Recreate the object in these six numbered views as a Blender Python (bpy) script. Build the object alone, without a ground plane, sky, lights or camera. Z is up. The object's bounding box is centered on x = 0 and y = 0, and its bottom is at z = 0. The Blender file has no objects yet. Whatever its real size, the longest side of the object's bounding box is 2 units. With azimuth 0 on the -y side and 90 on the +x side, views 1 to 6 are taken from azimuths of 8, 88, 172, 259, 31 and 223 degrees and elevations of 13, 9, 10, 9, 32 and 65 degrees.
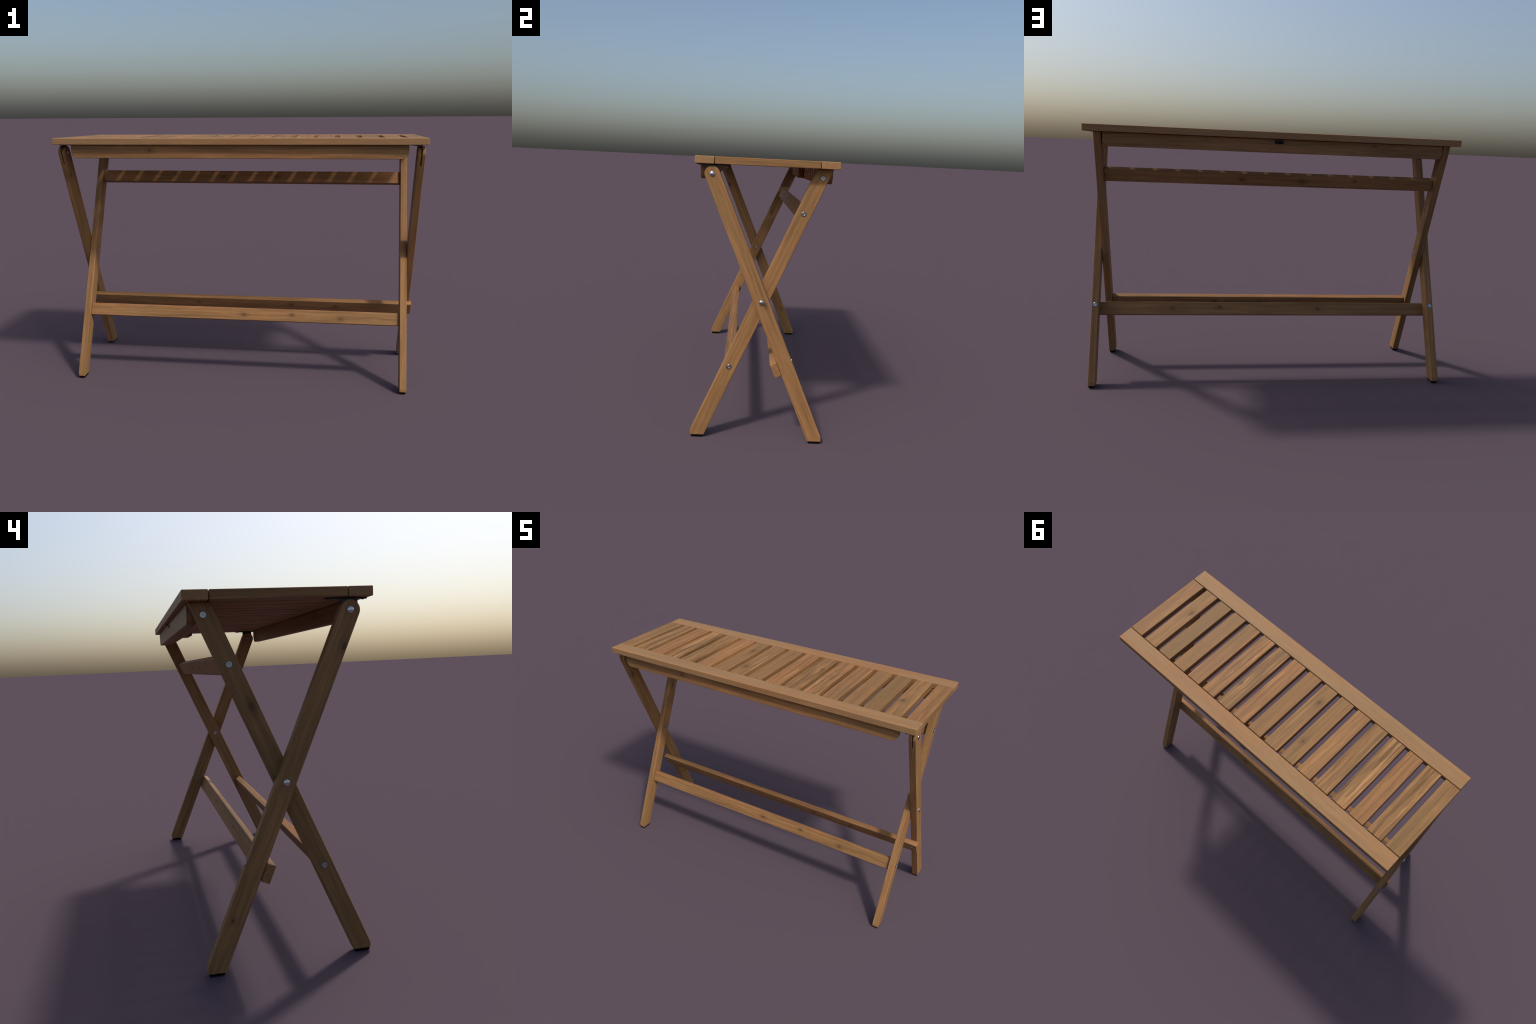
"""Folding slatted wooden buffet table: two long rails and seventeen cross slats,
two aprons, two X-shaped pairs of legs, three stretchers, steel bolts, black hinges."""
import bpy, bmesh, math, random
from mathutils import Vector, Matrix

# ------------------------------------------------------------------ sizes
TOP_Z, TOP_T = 1.3966, 0.0356          # top surface height, board thickness
RAIL_OUT, RAIL_IN = 0.340, 0.2488     # rails in y
SLAT_END = 0.2458                     # slats reach this far in y
SLAT_W, SLAT_PITCH, SLAT_N = 0.0905, 0.1194, 17
UNDER = TOP_Z - TOP_T                 # underside of the top
APRON_X, APRON_BOT = 0.9035, 1.288
PIVOT_Z, SLOPE = 0.7105, 0.4254       # crossing height, dy/dz of both legs
LEG_W, LEG_CUT = 0.0725, 0.3275       # leg width, where the toe is cut off
PAD = 0.0092                          # rubber foot height
LEG_A_X, LEG_B_X = (0.9508, 0.9893), (0.9112, 0.9496)   # outer / inner legs in x
COS = 1.0 / math.sqrt(1 + SLOPE ** 2)
SIN = SLOPE * COS

rng = random.Random(41)

# ------------------------------------------------------------------ node helper
class Nodes:
    def __init__(self, name):
        self.mat = bpy.data.materials.new(name)
        self.mat.use_nodes = True
        self.t = self.mat.node_tree
        self.bsdf = self.t.nodes['Principled BSDF']

    def new(self, kind, ins=None, **props):
        n = self.t.nodes.new(kind)
        for k, v in props.items():
            setattr(n, k, v)
        for k, v in (ins or {}).items():
            if isinstance(v, bpy.types.NodeSocket):
                self.t.links.new(v, n.inputs[k])
            else:
                n.inputs[k].default_value = v
        return n

    def math(self, op, a, b=0.0, c=0.0, clamp=False):
        return self.new('ShaderNodeMath', {0: a, 1: b, 2: c}, operation=op, use_clamp=clamp).outputs[0]

    def vec(self, op, a, b=(0, 0, 0)):
        n = self.new('ShaderNodeVectorMath', {0: a, 1: b}, operation=op)
        return n.outputs['Value'] if op in ('LENGTH', 'DOT_PRODUCT') else n.outputs[0]

    def noise(self, v, scale=1.0, detail=3.0, rough=0.55):
        n = self.new('ShaderNodeTexNoise', {'Vector': v, 'Scale': scale, 'Detail': detail, 'Roughness': rough})
        return n.outputs['Fac']

    def span(self, v, lo, hi, out0=0.0, out1=1.0):
        n = self.new('ShaderNodeMapRange', {'Value': v, 'From Min': lo, 'From Max': hi, 'To Min': out0, 'To Max': out1},
                     interpolation_type='SMOOTHSTEP')
        return n.outputs[0]

    def mix(self, f, a, b, blend='MIX'):
        n = self.new('ShaderNodeMix', data_type='RGBA', blend_type=blend)
        for idx, v in ((0, f), (6, a), (7, b)):
            if isinstance(v, bpy.types.NodeSocket):
                self.t.links.new(v, n.inputs[idx])
            else:
                n.inputs[idx].default_value = v if idx == 0 else (*v, 1.0)[:4]
        return n.outputs[2]


def lerp3(a, b, f):
    return tuple(x + (y - x) * f for x, y in zip(a, b))


# oiled acacia palette (linear)
TAN    = (0.268, 0.138, 0.057)
OLIVE  = (0.222, 0.127, 0.053)
RUSSET = (0.286, 0.136, 0.056)
PALE   = (0.450, 0.235, 0.096)
DARK   = (0.120, 0.066, 0.030)


def wood(name, base=TAN, tint=OLIVE, tint_amount=0.8, pale=0.35, streak=0.5, knots=(), gain=1.0, broad=5.0, rose=0.35, rose_gain=1.0):
    """Wood with the grain along the object's local X axis."""
    m = Nodes(name)
    seed = rng.uniform(-40, 40)
    base, tint_c, pale_c = (tuple(c * gain for c in col) for col in (base, tint, PALE))
    co = m.new('ShaderNodeTexCoord').outputs['Object']
    wob = m.new('ShaderNodeTexNoise', {'Vector': m.vec('ADD', m.vec('MULTIPLY', co, (3.0, 9.0, 9.0)), (seed, 0, 0)),
                                       'Scale': 1.0, 'Detail': 2.0}).outputs['Color']
    grain = m.vec('ADD', co, m.vec('MULTIPLY', m.vec('SUBTRACT', wob, (0.5, 0.5, 0.5)), (0.05, 0.016, 0.016)))
    knot_mask = None
    for kx, ky, kr in knots:                 # fibres bend round each knot
        d = m.vec('MULTIPLY', m.vec('SUBTRACT', co, (kx, ky, 0.0)), (0.55 / kr, 1.0 / kr, 0.0))
        r = m.vec('LENGTH', d)
        swell = m.span(r, 0.2, 3.2, 1.0, 0.0)
        push = m.vec('MULTIPLY', d, (0.0, -0.45 * kr, 0.0))
        sc = m.new('ShaderNodeVectorMath', {0: push, 'Scale': swell}, operation='SCALE').outputs[0]
        grain = m.vec('ADD', grain, sc)
        k = m.math('ADD', m.span(r, 0.15, 1.2, 0.75, 0.0), m.span(r, 0.4, 3.2, 0.42, 0.0), clamp=True)
        knot_mask = k if knot_mask is None else m.math('MAXIMUM', knot_mask, k)

    def field(sx, sy, off, detail=3.0, rough=0.55):
        return m.noise(m.vec('ADD', m.vec('MULTIPLY', grain, (sx, sy, sy)), (seed * 1.7 + off, off, seed + off)), 1.0, detail, rough)

    f_tint = m.span(field(0.9 * broad / 5, 3.2 * broad, 3.1, 2.0), 0.38, 0.62)
    f_streak = field(2.2, 62.0, 11.0, 4.0, 0.6)
    f_pale = m.span(field(2.6, 22.0, 23.0, 4.0, 0.6), 0.52, 0.74)
    f_fine = field(6.0, 150.0, 91.0, 3.0, 0.6)
    f_fibre = field(16.0, 330.0, 37.0, 2.0, 0.5)
    f_speck = field(9.0, 95.0, 53.0, 3.0, 0.6)

    col = m.mix(m.math('MULTIPLY', f_tint, tint_amount), base, tint_c)
    f_rose = m.span(field(1.6, 13.0, 71.0, 2.0), 0.50, 0.68)
    col = m.mix(m.math('MULTIPLY', f_rose, rose), col, tuple(c * gain * rose_gain for c in RUSSET))
    col = m.mix(m.math('MULTIPLY', f_pale, pale), col, pale_c)
    shade = m.span(f_streak, 0.28, 0.72, 1.0 - 0.50 * streak, 1.0 + 0.38 * streak)
    shade = m.math('MULTIPLY', shade, m.span(f_fine, 0.28, 0.72, 1.0 - 0.22 * streak, 1.0 + 0.20 * streak))
    shade = m.math('MULTIPLY', shade, m.span(f_fibre, 0.25, 0.75, 0.93, 1.06))
    shade = m.math('MULTIPLY', shade, m.span(f_speck, 0.62, 0.80, 1.0, 1.0 - 0.30 * streak))
    sh = m.new('ShaderNodeCombineXYZ', {0: shade, 1: shade, 2: shade}).outputs[0]
    col = m.mix(1.0, col, sh, 'MULTIPLY')
    if knot_mask is not None:
        col = m.mix(knot_mask, col, tuple(c * 0.9 for c in DARK))
    L = m.t.links
    L.new(col, m.bsdf.inputs['Base Color'])
    L.new(m.span(f_streak, 0.3, 0.7, 0.50, 0.62), m.bsdf.inputs['Roughness'])
    m.bsdf.inputs['Specular IOR Level'].default_value = 0.12
    bump = m.new('ShaderNodeBump', {'Strength': 0.25, 'Distance': 0.0006, 'Height': f_fibre})
    L.new(bump.outputs[0], m.bsdf.inputs['Normal'])
    return m.mat


def metal(name, color, rough, metallic, speckle=0.0, spec=0.5):
    m = Nodes(name)
    co = m.new('ShaderNodeTexCoord').outputs['Object']
    f = m.noise(m.vec('MULTIPLY', co, (220.0, 220.0, 220.0)), 1.0, 2.0)
    m.t.links.new(m.mix(f, tuple(c * (1 - speckle) for c in color), tuple(min(1, c * (1 + speckle)) for c in color)),
                  m.bsdf.inputs['Base Color'])
    m.t.links.new(m.span(f, 0.3, 0.7, rough * 0.85, rough * 1.15), m.bsdf.inputs['Roughness'])
    m.bsdf.inputs['Metallic'].default_value = metallic
    m.bsdf.inputs['Specular IOR Level'].default_value = spec
    return m.mat


# ------------------------------------------------------------------ objects
scene_col = bpy.context.scene.collection
WORLD = {}

table = bpy.data.objects.new('folding_table', None)
scene_col.objects.link(table)
table.empty_display_size = 0.2
table['label'] = 'folding oiled-wood buffet table with slatted top and crossed legs'
table['category'] = 'table'
WORLD[table.name] = Matrix.Identity(4)


def place(obj, world, parent):
    obj.parent = parent
    obj.matrix_parent_inverse = WORLD[parent.name].inverted()
    obj.matrix_basis = world
    WORLD[obj.name] = world
    if obj.name not in scene_col.objects:
        scene_col.objects.link(obj)
    return obj


def frame(origin, x_axis, z_axis=(0, 0, 1)):
    x = Vector(x_axis).normalized()
    y = Vector(z_axis).cross(x).normalized()
    zc = x.cross(y)
    m = Matrix((x, y, zc)).transposed().to_4x4()
    m.translation = Vector(origin)
    return m


def finish(name, me, mat, world, parent, bevel=0.003, segments=3, cutters=(), angle=32):
    """Object from a mesh given in local coordinates: cut, round the edges, apply."""
    obj = bpy.data.objects.new(name, me)
    scene_col.objects.link(obj)
    helpers = []
    for cm in cutters:
        c = bpy.data.objects.new('cutter', cm)
        scene_col.objects.link(c)
        mod = obj.modifiers.new('cut', 'BOOLEAN')
        mod.operation, mod.object, mod.solver = 'DIFFERENCE', c, 'EXACT'
        helpers.append(c)
    if bevel:
        mod = obj.modifiers.new('round', 'BEVEL')
        mod.width, mod.segments, mod.limit_method, mod.angle_limit = bevel, segments, 'ANGLE', math.radians(angle)
    mod = obj.modifiers.new('normals', 'WEIGHTED_NORMAL')
    mod.weight = 100
    bpy.context.view_layer.update()
    dg = bpy.context.evaluated_depsgraph_get()
    out = bpy.data.meshes.new_from_object(obj.evaluated_get(dg), preserve_all_data_layers=True, depsgraph=dg)
    obj.modifiers.clear()
    obj.data = out
    out.name = obj.name
    for c in helpers:
        bpy.data.objects.remove(c)
    out.materials.clear()
    out.materials.append(mat)
    return place(obj, world, parent)


def smooth(me):
    for p in me.polygons:
        p.use_smooth = True
    return me


def box_mesh(x0, x1, y0, y1, z0, z1):
    bm = bmesh.new()
    bmesh.ops.create_cube(bm, size=1.0)
    for v in bm.verts:
        v.co = Vector((x0 if v.co.x < 0 else x1, y0 if v.co.y < 0 else y1, z0 if v.co.z < 0 else z1))
    me = bpy.data.meshes.new('box')
    bm.to_mesh(me)
    bm.free()
    return smooth(me)


def prism_mesh(outline, z0, z1):
    """Outline in local x, y extruded along local z."""
    bm = bmesh.new()
    lo = [bm.verts.new((x, y, z0)) for x, y in outline]
    hi = [bm.verts.new((x, y, z1)) for x, y in outline]
    n = len(outline)
    bm.faces.new(lo[::-1])
    bm.faces.new(hi)
    for i in range(n):
        bm.faces.new((lo[i], lo[(i + 1) % n], hi[(i + 1) % n], hi[i]))
    bmesh.ops.recalc_face_normals(bm, faces=bm.faces)
    me = bpy.data.meshes.new('prism')
    bm.to_mesh(me)
    bm.free()
    return smooth(me)


def arc(cx, cy, r, a0, a1, n):
    return [(cx + r * math.cos(math.radians(a0 + (a1 - a0) * i / n)),
             cy + r * math.sin(math.radians(a0 + (a1 - a0) * i / n))) for i in range(n + 1)]


def lathe_mesh(profile, seg=28, sharp=35):
    """Profile (radius, height) turned about local z; the last point closes on the axis."""
    bm = bmesh.new()
    rings = []
    for r, h in profile:
        if r == 0:
            rings.append([bm.verts.new((0, 0, h))])
        else:
            rings.append([bm.verts.new((r * math.cos(2 * math.pi * i / seg), r * math.sin(2 * math.pi * i / seg), h)) for i in range(seg)])
    for a, b in zip(rings, rings[1:]):
        for i in range(seg):
            j = (i + 1) % seg
            if len(b) == 1:
                bm.faces.new((a[i], a[j], b[0]))
            else:
                bm.faces.new((a[i], a[j], b[j], b[i]))
    bmesh.ops.recalc_face_normals(bm, faces=bm.faces)
    me = bpy.data.meshes.new('turned')
    bm.to_mesh(me)
    bm.free()
    smooth(me)
    me.set_sharp_from_angle(angle=math.radians(sharp))
    return me


# ------------------------------------------------------------------ materials
M_STEEL = metal('bolt_steel', (0.62, 0.63, 0.65), 0.07, 1.0, 0.03)
M_ZINC = metal('socket_bolt_zinc', (0.44, 0.45, 0.46), 0.28, 1.0, 0.03)
M_BLACK = metal('black_coated_steel', (0.012, 0.012, 0.013), 0.42, 0.0, 0.2)
M_RUBBER = metal('black_rubber', (0.003, 0.003, 0.003), 0.8, 0.0, 0.2, 0.05)

RAIL_TAN = (0.306, 0.167, 0.076)
RAIL_TINT = (0.278, 0.166, 0.079)

# ------------------------------------------------------------------ top: rails
def board(name, x_half, y0, y1, z0, z1, mat, bevel=0.003, parent=None):
    """Board along world x."""
    world = frame((0, (y0 + y1) / 2, (z0 + z1) / 2), (1, 0, 0))
    hy, hz = abs(y1 - y0) / 2, (z1 - z0) / 2
    return finish(name, box_mesh(-x_half, x_half, -hy, hy, -hz, hz), mat, world, parent or table, bevel)


for side in (-1, 1):
    mat = wood('rail_wood', RAIL_TAN, RAIL_TINT, 0.9, pale=0.12, streak=0.20, rose=0.6, rose_gain=1.06)
    board('rail', 1.0, side * RAIL_IN, side * RAIL_OUT, UNDER, TOP_Z, mat, 0.0035)

# ------------------------------------------------------------------ top: slats, from +x to -x
# base, tint, tint amount, pale patches, streakiness, knots (along, across, radius), gain
SLATS = [
    (lerp3(TAN, RUSSET, 0.5), OLIVE, 0.7, 0.35, 0.35, (), 0.97),
    (TAN, OLIVE, 0.6, 0.80, 0.45, ((-0.060, 0.014, 0.012),), 1.03),
    (OLIVE, TAN, 0.35, 0.05, 0.20, (), 0.92),
    (OLIVE, TAN, 0.7, 0.10, 0.25, (), 0.97),
    (lerp3(TAN, RUSSET, 0.6), OLIVE, 0.9, 0.30, 0.40, (), 1.0),
    (TAN, RUSSET, 0.7, 0.85, 0.80, (), 1.0),
    (TAN, OLIVE, 0.8, 0.60, 0.70, ((0.075, -0.030, 0.007),), 1.0),
    (TAN, RUSSET, 0.8, 0.35, 0.50, (), 1.0),
    (TAN, OLIVE, 0.7, 0.08, 0.25, (), 0.95),
    (TAN, OLIVE, 0.7, 0.50, 0.40, ((-0.130, 0.010, 0.010),), 1.0),
    (OLIVE, TAN, 0.8, 0.20, 0.35, ((0.105, -0.012, 0.009),), 0.98),
    (TAN, RUSSET, 0.6, 0.40, 0.45, (), 1.05),
    (OLIVE, TAN, 0.6, 0.55, 0.70, (), 1.0),
    (TAN, OLIVE, 0.6, 0.70, 0.80, (), 1.0),
    (RUSSET, TAN, 0.7, 0.20, 0.40, (), 0.98),
    (TAN, OLIVE, 0.7, 0.95, 0.65, (), 1.0),
    (OLIVE, TAN, 0.8, 0.25, 0.30, (), 1.0),
]
for i, (b, t, ta, pale, st, kn, gain) in enumerate(SLATS):
    x = (SLAT_N - 1) / 2 * SLAT_PITCH - i * SLAT_PITCH
    mat = wood('slat_wood', b, t, ta, min(1.0, pale * 1.15), st * 1.2, kn, gain * 0.98, rose=0.25)
    world = frame((x, 0, (UNDER + TOP_Z) / 2 - 0.0004), (0, 1, 0))
    me = box_mesh(-SLAT_END, SLAT_END, -SLAT_W / 2, SLAT_W / 2, -TOP_T / 2 + 0.0006, TOP_T / 2)
    slat = finish('slat', me, mat, world, table, 0.0035)
    bm = bmesh.new()                      # hidden tenons that enter the rails
    bm.from_mesh(slat.data)
    for s in (-1, 1):
        geo = bmesh.ops.create_cube(bm, size=1.0)['verts']
        for v in geo:
            v.co = Vector((s * SLAT_END + v.co.x * 0.024, v.co.y * (SLAT_W - 0.022), v.co.z * 0.014))
    bm.to_mesh(slat.data)
    bm.free()

# ------------------------------------------------------------------ aprons, latch bar, block
def apron_outline(r=0.036):
    h = (UNDER - APRON_BOT) / 2 - 0.0004
    return ([(APRON_X, h), (-APRON_X, h)] + arc(-APRON_X + r, -h + r, r, 180, 270, 10)
            + arc(APRON_X - r, -h + r, r, 270, 360, 10))


for side, kn in ((-1, ((-0.46, 0.008, 0.008),)), (1, ((-0.52, 0.02, 0.006),))):
    mat = wood('apron_wood', lerp3(TAN, RUSSET, 0.5), OLIVE, 0.8, pale=0.2, streak=0.45, knots=kn, gain=0.98)
    # local x along world x, local y up, local z toward the viewer of the outer face
    world = frame((0, side * 0.302, (UNDER + APRON_BOT) / 2 - 0.0002), (1, 0, 0), (0, -1, 0))
    finish('apron', prism_mesh(apron_outline(), -0.016, 0.016), mat, world, table, 0.0035)

bar = board('latch_bar', LEG_B_X[0], 0.2505, 0.2850, APRON_BOT, UNDER - 0.003,
            wood('latch_bar_wood', TAN, RUSSET, 0.8, 0.2, 0.5), 0.003)
board('latch_block', 0.095, 0.2165, 0.2502, 1.2913, UNDER - 0.003,
      wood('latch_block_wood', RUSSET, TAN, 0.6, 0.1, 0.4), 0.004)

# spring clip hooked on the back apron
path = ([(0.3190, 1.3370), (0.3190, 1.3480)] + [(0.3230 - 0.004 * math.cos(a), 1.3495 + 0.004 * math.sin(a))
        for a in (0.5, 1.0, 1.57)] + [(0.3325, 1.3535)] +
        [(0.3325 + 0.0052 * math.sin(a), 1.3483 + 0.0052 * math.cos(a)) for a in (0.5, 1.0, 1.57)] + [(0.3370, 1.3425)])
bm = bmesh.new()
rows = [[bm.verts.new((s * 0.0215, y, z)) for s in (-1, 1)] for y, z in path]
for a, b in zip(rows, rows[1:]):
    bm.faces.new((a[0], a[1], b[1], b[0]))
bmesh.ops.solidify(bm, geom=bm.faces[:], thickness=0.0022)
for v in bm.verts:
    v.co -= Vector((0, 0.328, 1.347))
bmesh.ops.recalc_face_normals(bm, faces=bm.faces)
me = bpy.data.meshes.new('clip')
bm.to_mesh(me)
bm.free()
finish('spring_clip', smooth(me), M_BLACK, Matrix.Translation((0, 0.328, 1.347)), table, 0.0004, 1)

# ------------------------------------------------------------------ bolts
DOME = lathe_mesh([(0.0132, -0.002), (0.0132, 0.0008)] +
                  [(0.0132 * math.cos(a), 0.0008 + 0.0055 * math.sin(a)) for a in (0.25, 0.5, 0.75, 1.0, 1.25, 1.42)] + [(0, 0.0064)])
DOME.materials.append(M_STEEL)
SOCKET = lathe_mesh([(0.0118, -0.002), (0.0118, 0.0014), (0.0110, 0.0020), (0.0048, 0.0020),
                     (0.0040, 0.0014), (0.0036, 0.0002), (0, 0.0000)], 30, 14)
SOCKET.materials.append(M_ZINC)
RING = lathe_mesh([(0.0132, -0.001), (0.0132, 0.0004), (0.0116, 0.0005), (0.0112, -0.001)], 30)
RING.materials.append(M_RUBBER)


def bolt(mesh, at, direction, parent, name='bolt'):
    world = Vector(direction).to_track_quat('Z', 'Y').to_matrix().to_4x4()
    world.translation = Vector(at)
    o = bpy.data.objects.new(name, mesh)
    place(o, world, parent)
    if mesh is SOCKET:
        place(bpy.data.objects.new('bolt_dark_ring', RING), world, parent)
    return o


# ------------------------------------------------------------------ legs
def leg_point(sign, t, n):
    """Point in (y, z): t below the pivot along the leg, n in front of (outside) its axis.
    sign +1: foot at +y (outer legs); -1: foot at -y (inner legs)."""
    return (sign * (t * SIN - n * COS), PIVOT_Z - t * COS - n * SIN)


def leg_outline(rounded_top):
    """Outline in leg coordinates: x down the leg from the pivot, y toward the toe-side face."""
    hw = LEG_W / 2
    # foot: horizontal sole at z = PAD, vertical toe at |y| = LEG_CUT. toe side is +y
    def at(y, z):       # world (y outward toward foot, z) -> leg coordinates
        dy, dz = y, z - PIVOT_Z
        return (dy * SIN - dz * COS, dy * COS + dz * SIN)
    heel_y = -hw / COS + (PIVOT_Z - PAD) * SLOPE
    toe_z = PIVOT_Z - (LEG_CUT - hw / COS) / SLOPE
    foot = [at(heel_y, PAD), at(LEG_CUT, PAD), at(LEG_CUT, toe_z)]
    if rounded_top:
        tx = -(1.3155 - PIVOT_Z) / COS
        top = arc(tx, 0.0, hw, 90, 270, 20)
    else:
        ztop = UNDER - 0.0008
        a = at(hw / COS - (ztop - PIVOT_Z) * SLOPE, ztop)
        b = at(-hw / COS - (ztop - PIVOT_Z) * SLOPE, ztop)
        top = [a, b]
    return foot + top


OUT_A, OUT_B = leg_outline(True), leg_outline(False)

LEG_TAN = tuple(c * 1.12 for c in TAN)
LEG_STYLE = [   # base, tint, knots
    (LEG_TAN, OLIVE, ((0.02, 0.012, 0.008),)),
    (lerp3(LEG_TAN, OLIVE, 0.2), OLIVE, ()),
    (LEG_TAN, OLIVE, ((-0.53, -0.025, 0.010), (0.55, 0.010, 0.006))),
    (lerp3(LEG_TAN, OLIVE, 0.3), OLIVE, ((-0.30, 0.01, 0.012),)),
]
style = iter(LEG_STYLE)
for sx in (1, -1):
    for sign, outline, xr in ((1, OUT_A, LEG_A_X), (-1, OUT_B, LEG_B_X)):
        b, t, kn = next(style)
        mat = wood('leg_wood', b, t, 0.75, pale=0.22, streak=0.40, knots=kn, broad=4.0, rose=0.4, rose_gain=1.08)
        xc, hx = (xr[0] + xr[1]) / 2, (xr[1] - xr[0]) / 2
        ax = Vector((0, sign * SIN, -COS))              # down the leg
        ay = Vector((0, sign * COS, SIN))               # toward the toe-side face
        world = Matrix((ax, ay, ax.cross(ay))).transposed().to_4x4()
        world.translation = Vector((sx * xc, 0, PIVOT_Z))
        cutters = []
        if sign == 1:                                   # slot for the hinge tongue
            tip = min(p[0] for p in outline)
            cutters.append(box_mesh(tip - 0.05, tip + 0.094, -0.1, 0.1, -0.0026, 0.0026))
        leg = finish('leg', prism_mesh(outline, -hx, hx), mat, world, table, 0.0042, 3, cutters)
        # rubber foot
        hy0 = -LEG_W / 2 / COS + (PIVOT_Z - PAD) * SLOPE + 0.006
        hy1 = LEG_CUT - 0.004
        yc, hyy = sign * (hy0 + hy1) / 2, (hy1 - hy0) / 2
        finish('foot_pad', box_mesh(-hx + 0.003, hx - 0.003, -hyy, hyy, -PAD / 2, PAD / 2 + 0.001), M_RUBBER,
               Matrix.Translation((sx * xc, yc, PAD / 2)), leg, 0.001, 1)
        out, inn = (sx, 0, 0), (-sx, 0, 0)
        if sign == 1:
            yh = -(1.3155 - PIVOT_Z) * SLOPE
            bolt(DOME, (sx * xr[1], yh, 1.3155), out, leg)
            bolt(SOCKET, (sx * xr[0], yh, 1.3155), inn, leg)
            bolt(DOME, (sx * xr[1], 0, PIVOT_Z), out, leg)
            y, z = leg_point(1, 0.330, -LEG_W / 2)
            bolt(SOCKET, (sx * 0.970, y, z), (0, COS, SIN), leg)
        else:
            bolt(SOCKET, (sx * xr[0], 0, PIVOT_Z), inn, leg)
            for y, z in ((0.265, 1.3163), (0.1833, 1.143), (-0.1457, 0.3702)):
                bolt(SOCKET, (sx * xr[1], y, z), out, leg)

# ------------------------------------------------------------------ stretchers
def stretcher(name, x_half, centre, lean, width, thick, mat):
    """Board along x; its width leans along (y, z) = (lean * SIN, COS)."""
    up = Vector((0, lean * SIN, COS))
    world = frame((0, *centre), (1, 0, 0), Vector((1, 0, 0)).cross(up))
    return finish(name, box_mesh(-x_half, x_half, -width / 2, width / 2, -thick / 2, thick / 2), mat, world, table, 0.0035)


stretcher('stretcher', LEG_B_X[0], (0.1833, 1.143), 1, 0.0715, 0.033,
          wood('stretcher_wood', TAN, RUSSET, 0.7, 0.15, 0.5, ((-0.15, 0.0, 0.009), (-0.45, 0.012, 0.006), (0.18, 0.0, 0.009)), 0.95))
stretcher('stretcher', LEG_B_X[0], (-0.1457, 0.3720), 1, 0.0720, 0.033,
          wood('stretcher_wood', RUSSET, OLIVE, 0.75, 0.35, 0.5, ((0.02, -0.004, 0.009), (0.30, 0.004, 0.008), (0.58, -0.01, 0.007)), 1.05))
cy, cz = leg_point(1, 0.3390, LEG_W / 2 + 0.0172)
back = stretcher('stretcher', 0.9995, (cy, cz), -1, 0.0735, 0.0340,
                 wood('stretcher_wood', lerp3(TAN, RUSSET, 0.6), OLIVE, 0.5, 0.25, 0.4, ((0.28, 0.006, 0.008), (0.55, 0.0, 0.006), (-0.3, 0.0, 0.006)), 1.02))
for sx in (1, -1):
    y, z = leg_point(1, 0.330, LEG_W / 2 + 0.0172 + 0.0170)
    bolt(SOCKET, (sx * 0.970, y, z), (0, -COS, -SIN), back)

# ------------------------------------------------------------------ hinges
HX = (LEG_A_X[0] + LEG_A_X[1]) / 2
HY = -(1.3155 - PIVOT_Z) * SLOPE
screw_mesh = lathe_mesh([(0.0068, -0.001), (0.0062, 0.0012), (0.0040, 0.0024), (0, 0.0028)], 16)
screw_mesh.materials.append(M_BLACK)
for sx in (1, -1):
    w = 0.030
    outline = ([(0.028, -w), (0.030, -0.018)] + arc(0.062, 0, 0.018, -90, 90, 8) + [(0.030, 0.018), (0.028, w), (-0.028, w), (-0.030, 0.018)]
               + arc(-0.064, 0, 0.018, 90, 270, 8) + [(-0.030, -0.018), (-0.028, -w)])
    world = frame((sx * 0.9480, HY + 0.004, UNDER - 0.0023), (0, 1, 0))
    hinge = finish('hinge', prism_mesh(outline, -0.0022, 0.0022), M_BLACK, world, table, 0.0008, 1, angle=50)
    tongue = [(-0.029, 0.0), (-0.029, -0.034)] + arc(0, -0.040, 0.024, 200, 340, 10) + [(0.029, -0.034), (0.029, 0.0)]
    tw = frame((sx * HX, HY, UNDER - 0.003), (0, 1, 0), (1, 0, 0))
    finish('hinge_tongue', prism_mesh(tongue, -0.0021, 0.0021), M_BLACK, tw, hinge, 0)
    for dy in (-0.066, 0.064):
        place(bpy.data.objects.new('screw', screw_mesh),
              Matrix.Translation((sx * 0.948, HY + 0.004 + dy, UNDER - 0.0045)) @ Matrix.Rotation(math.pi, 4, 'X'), hinge)
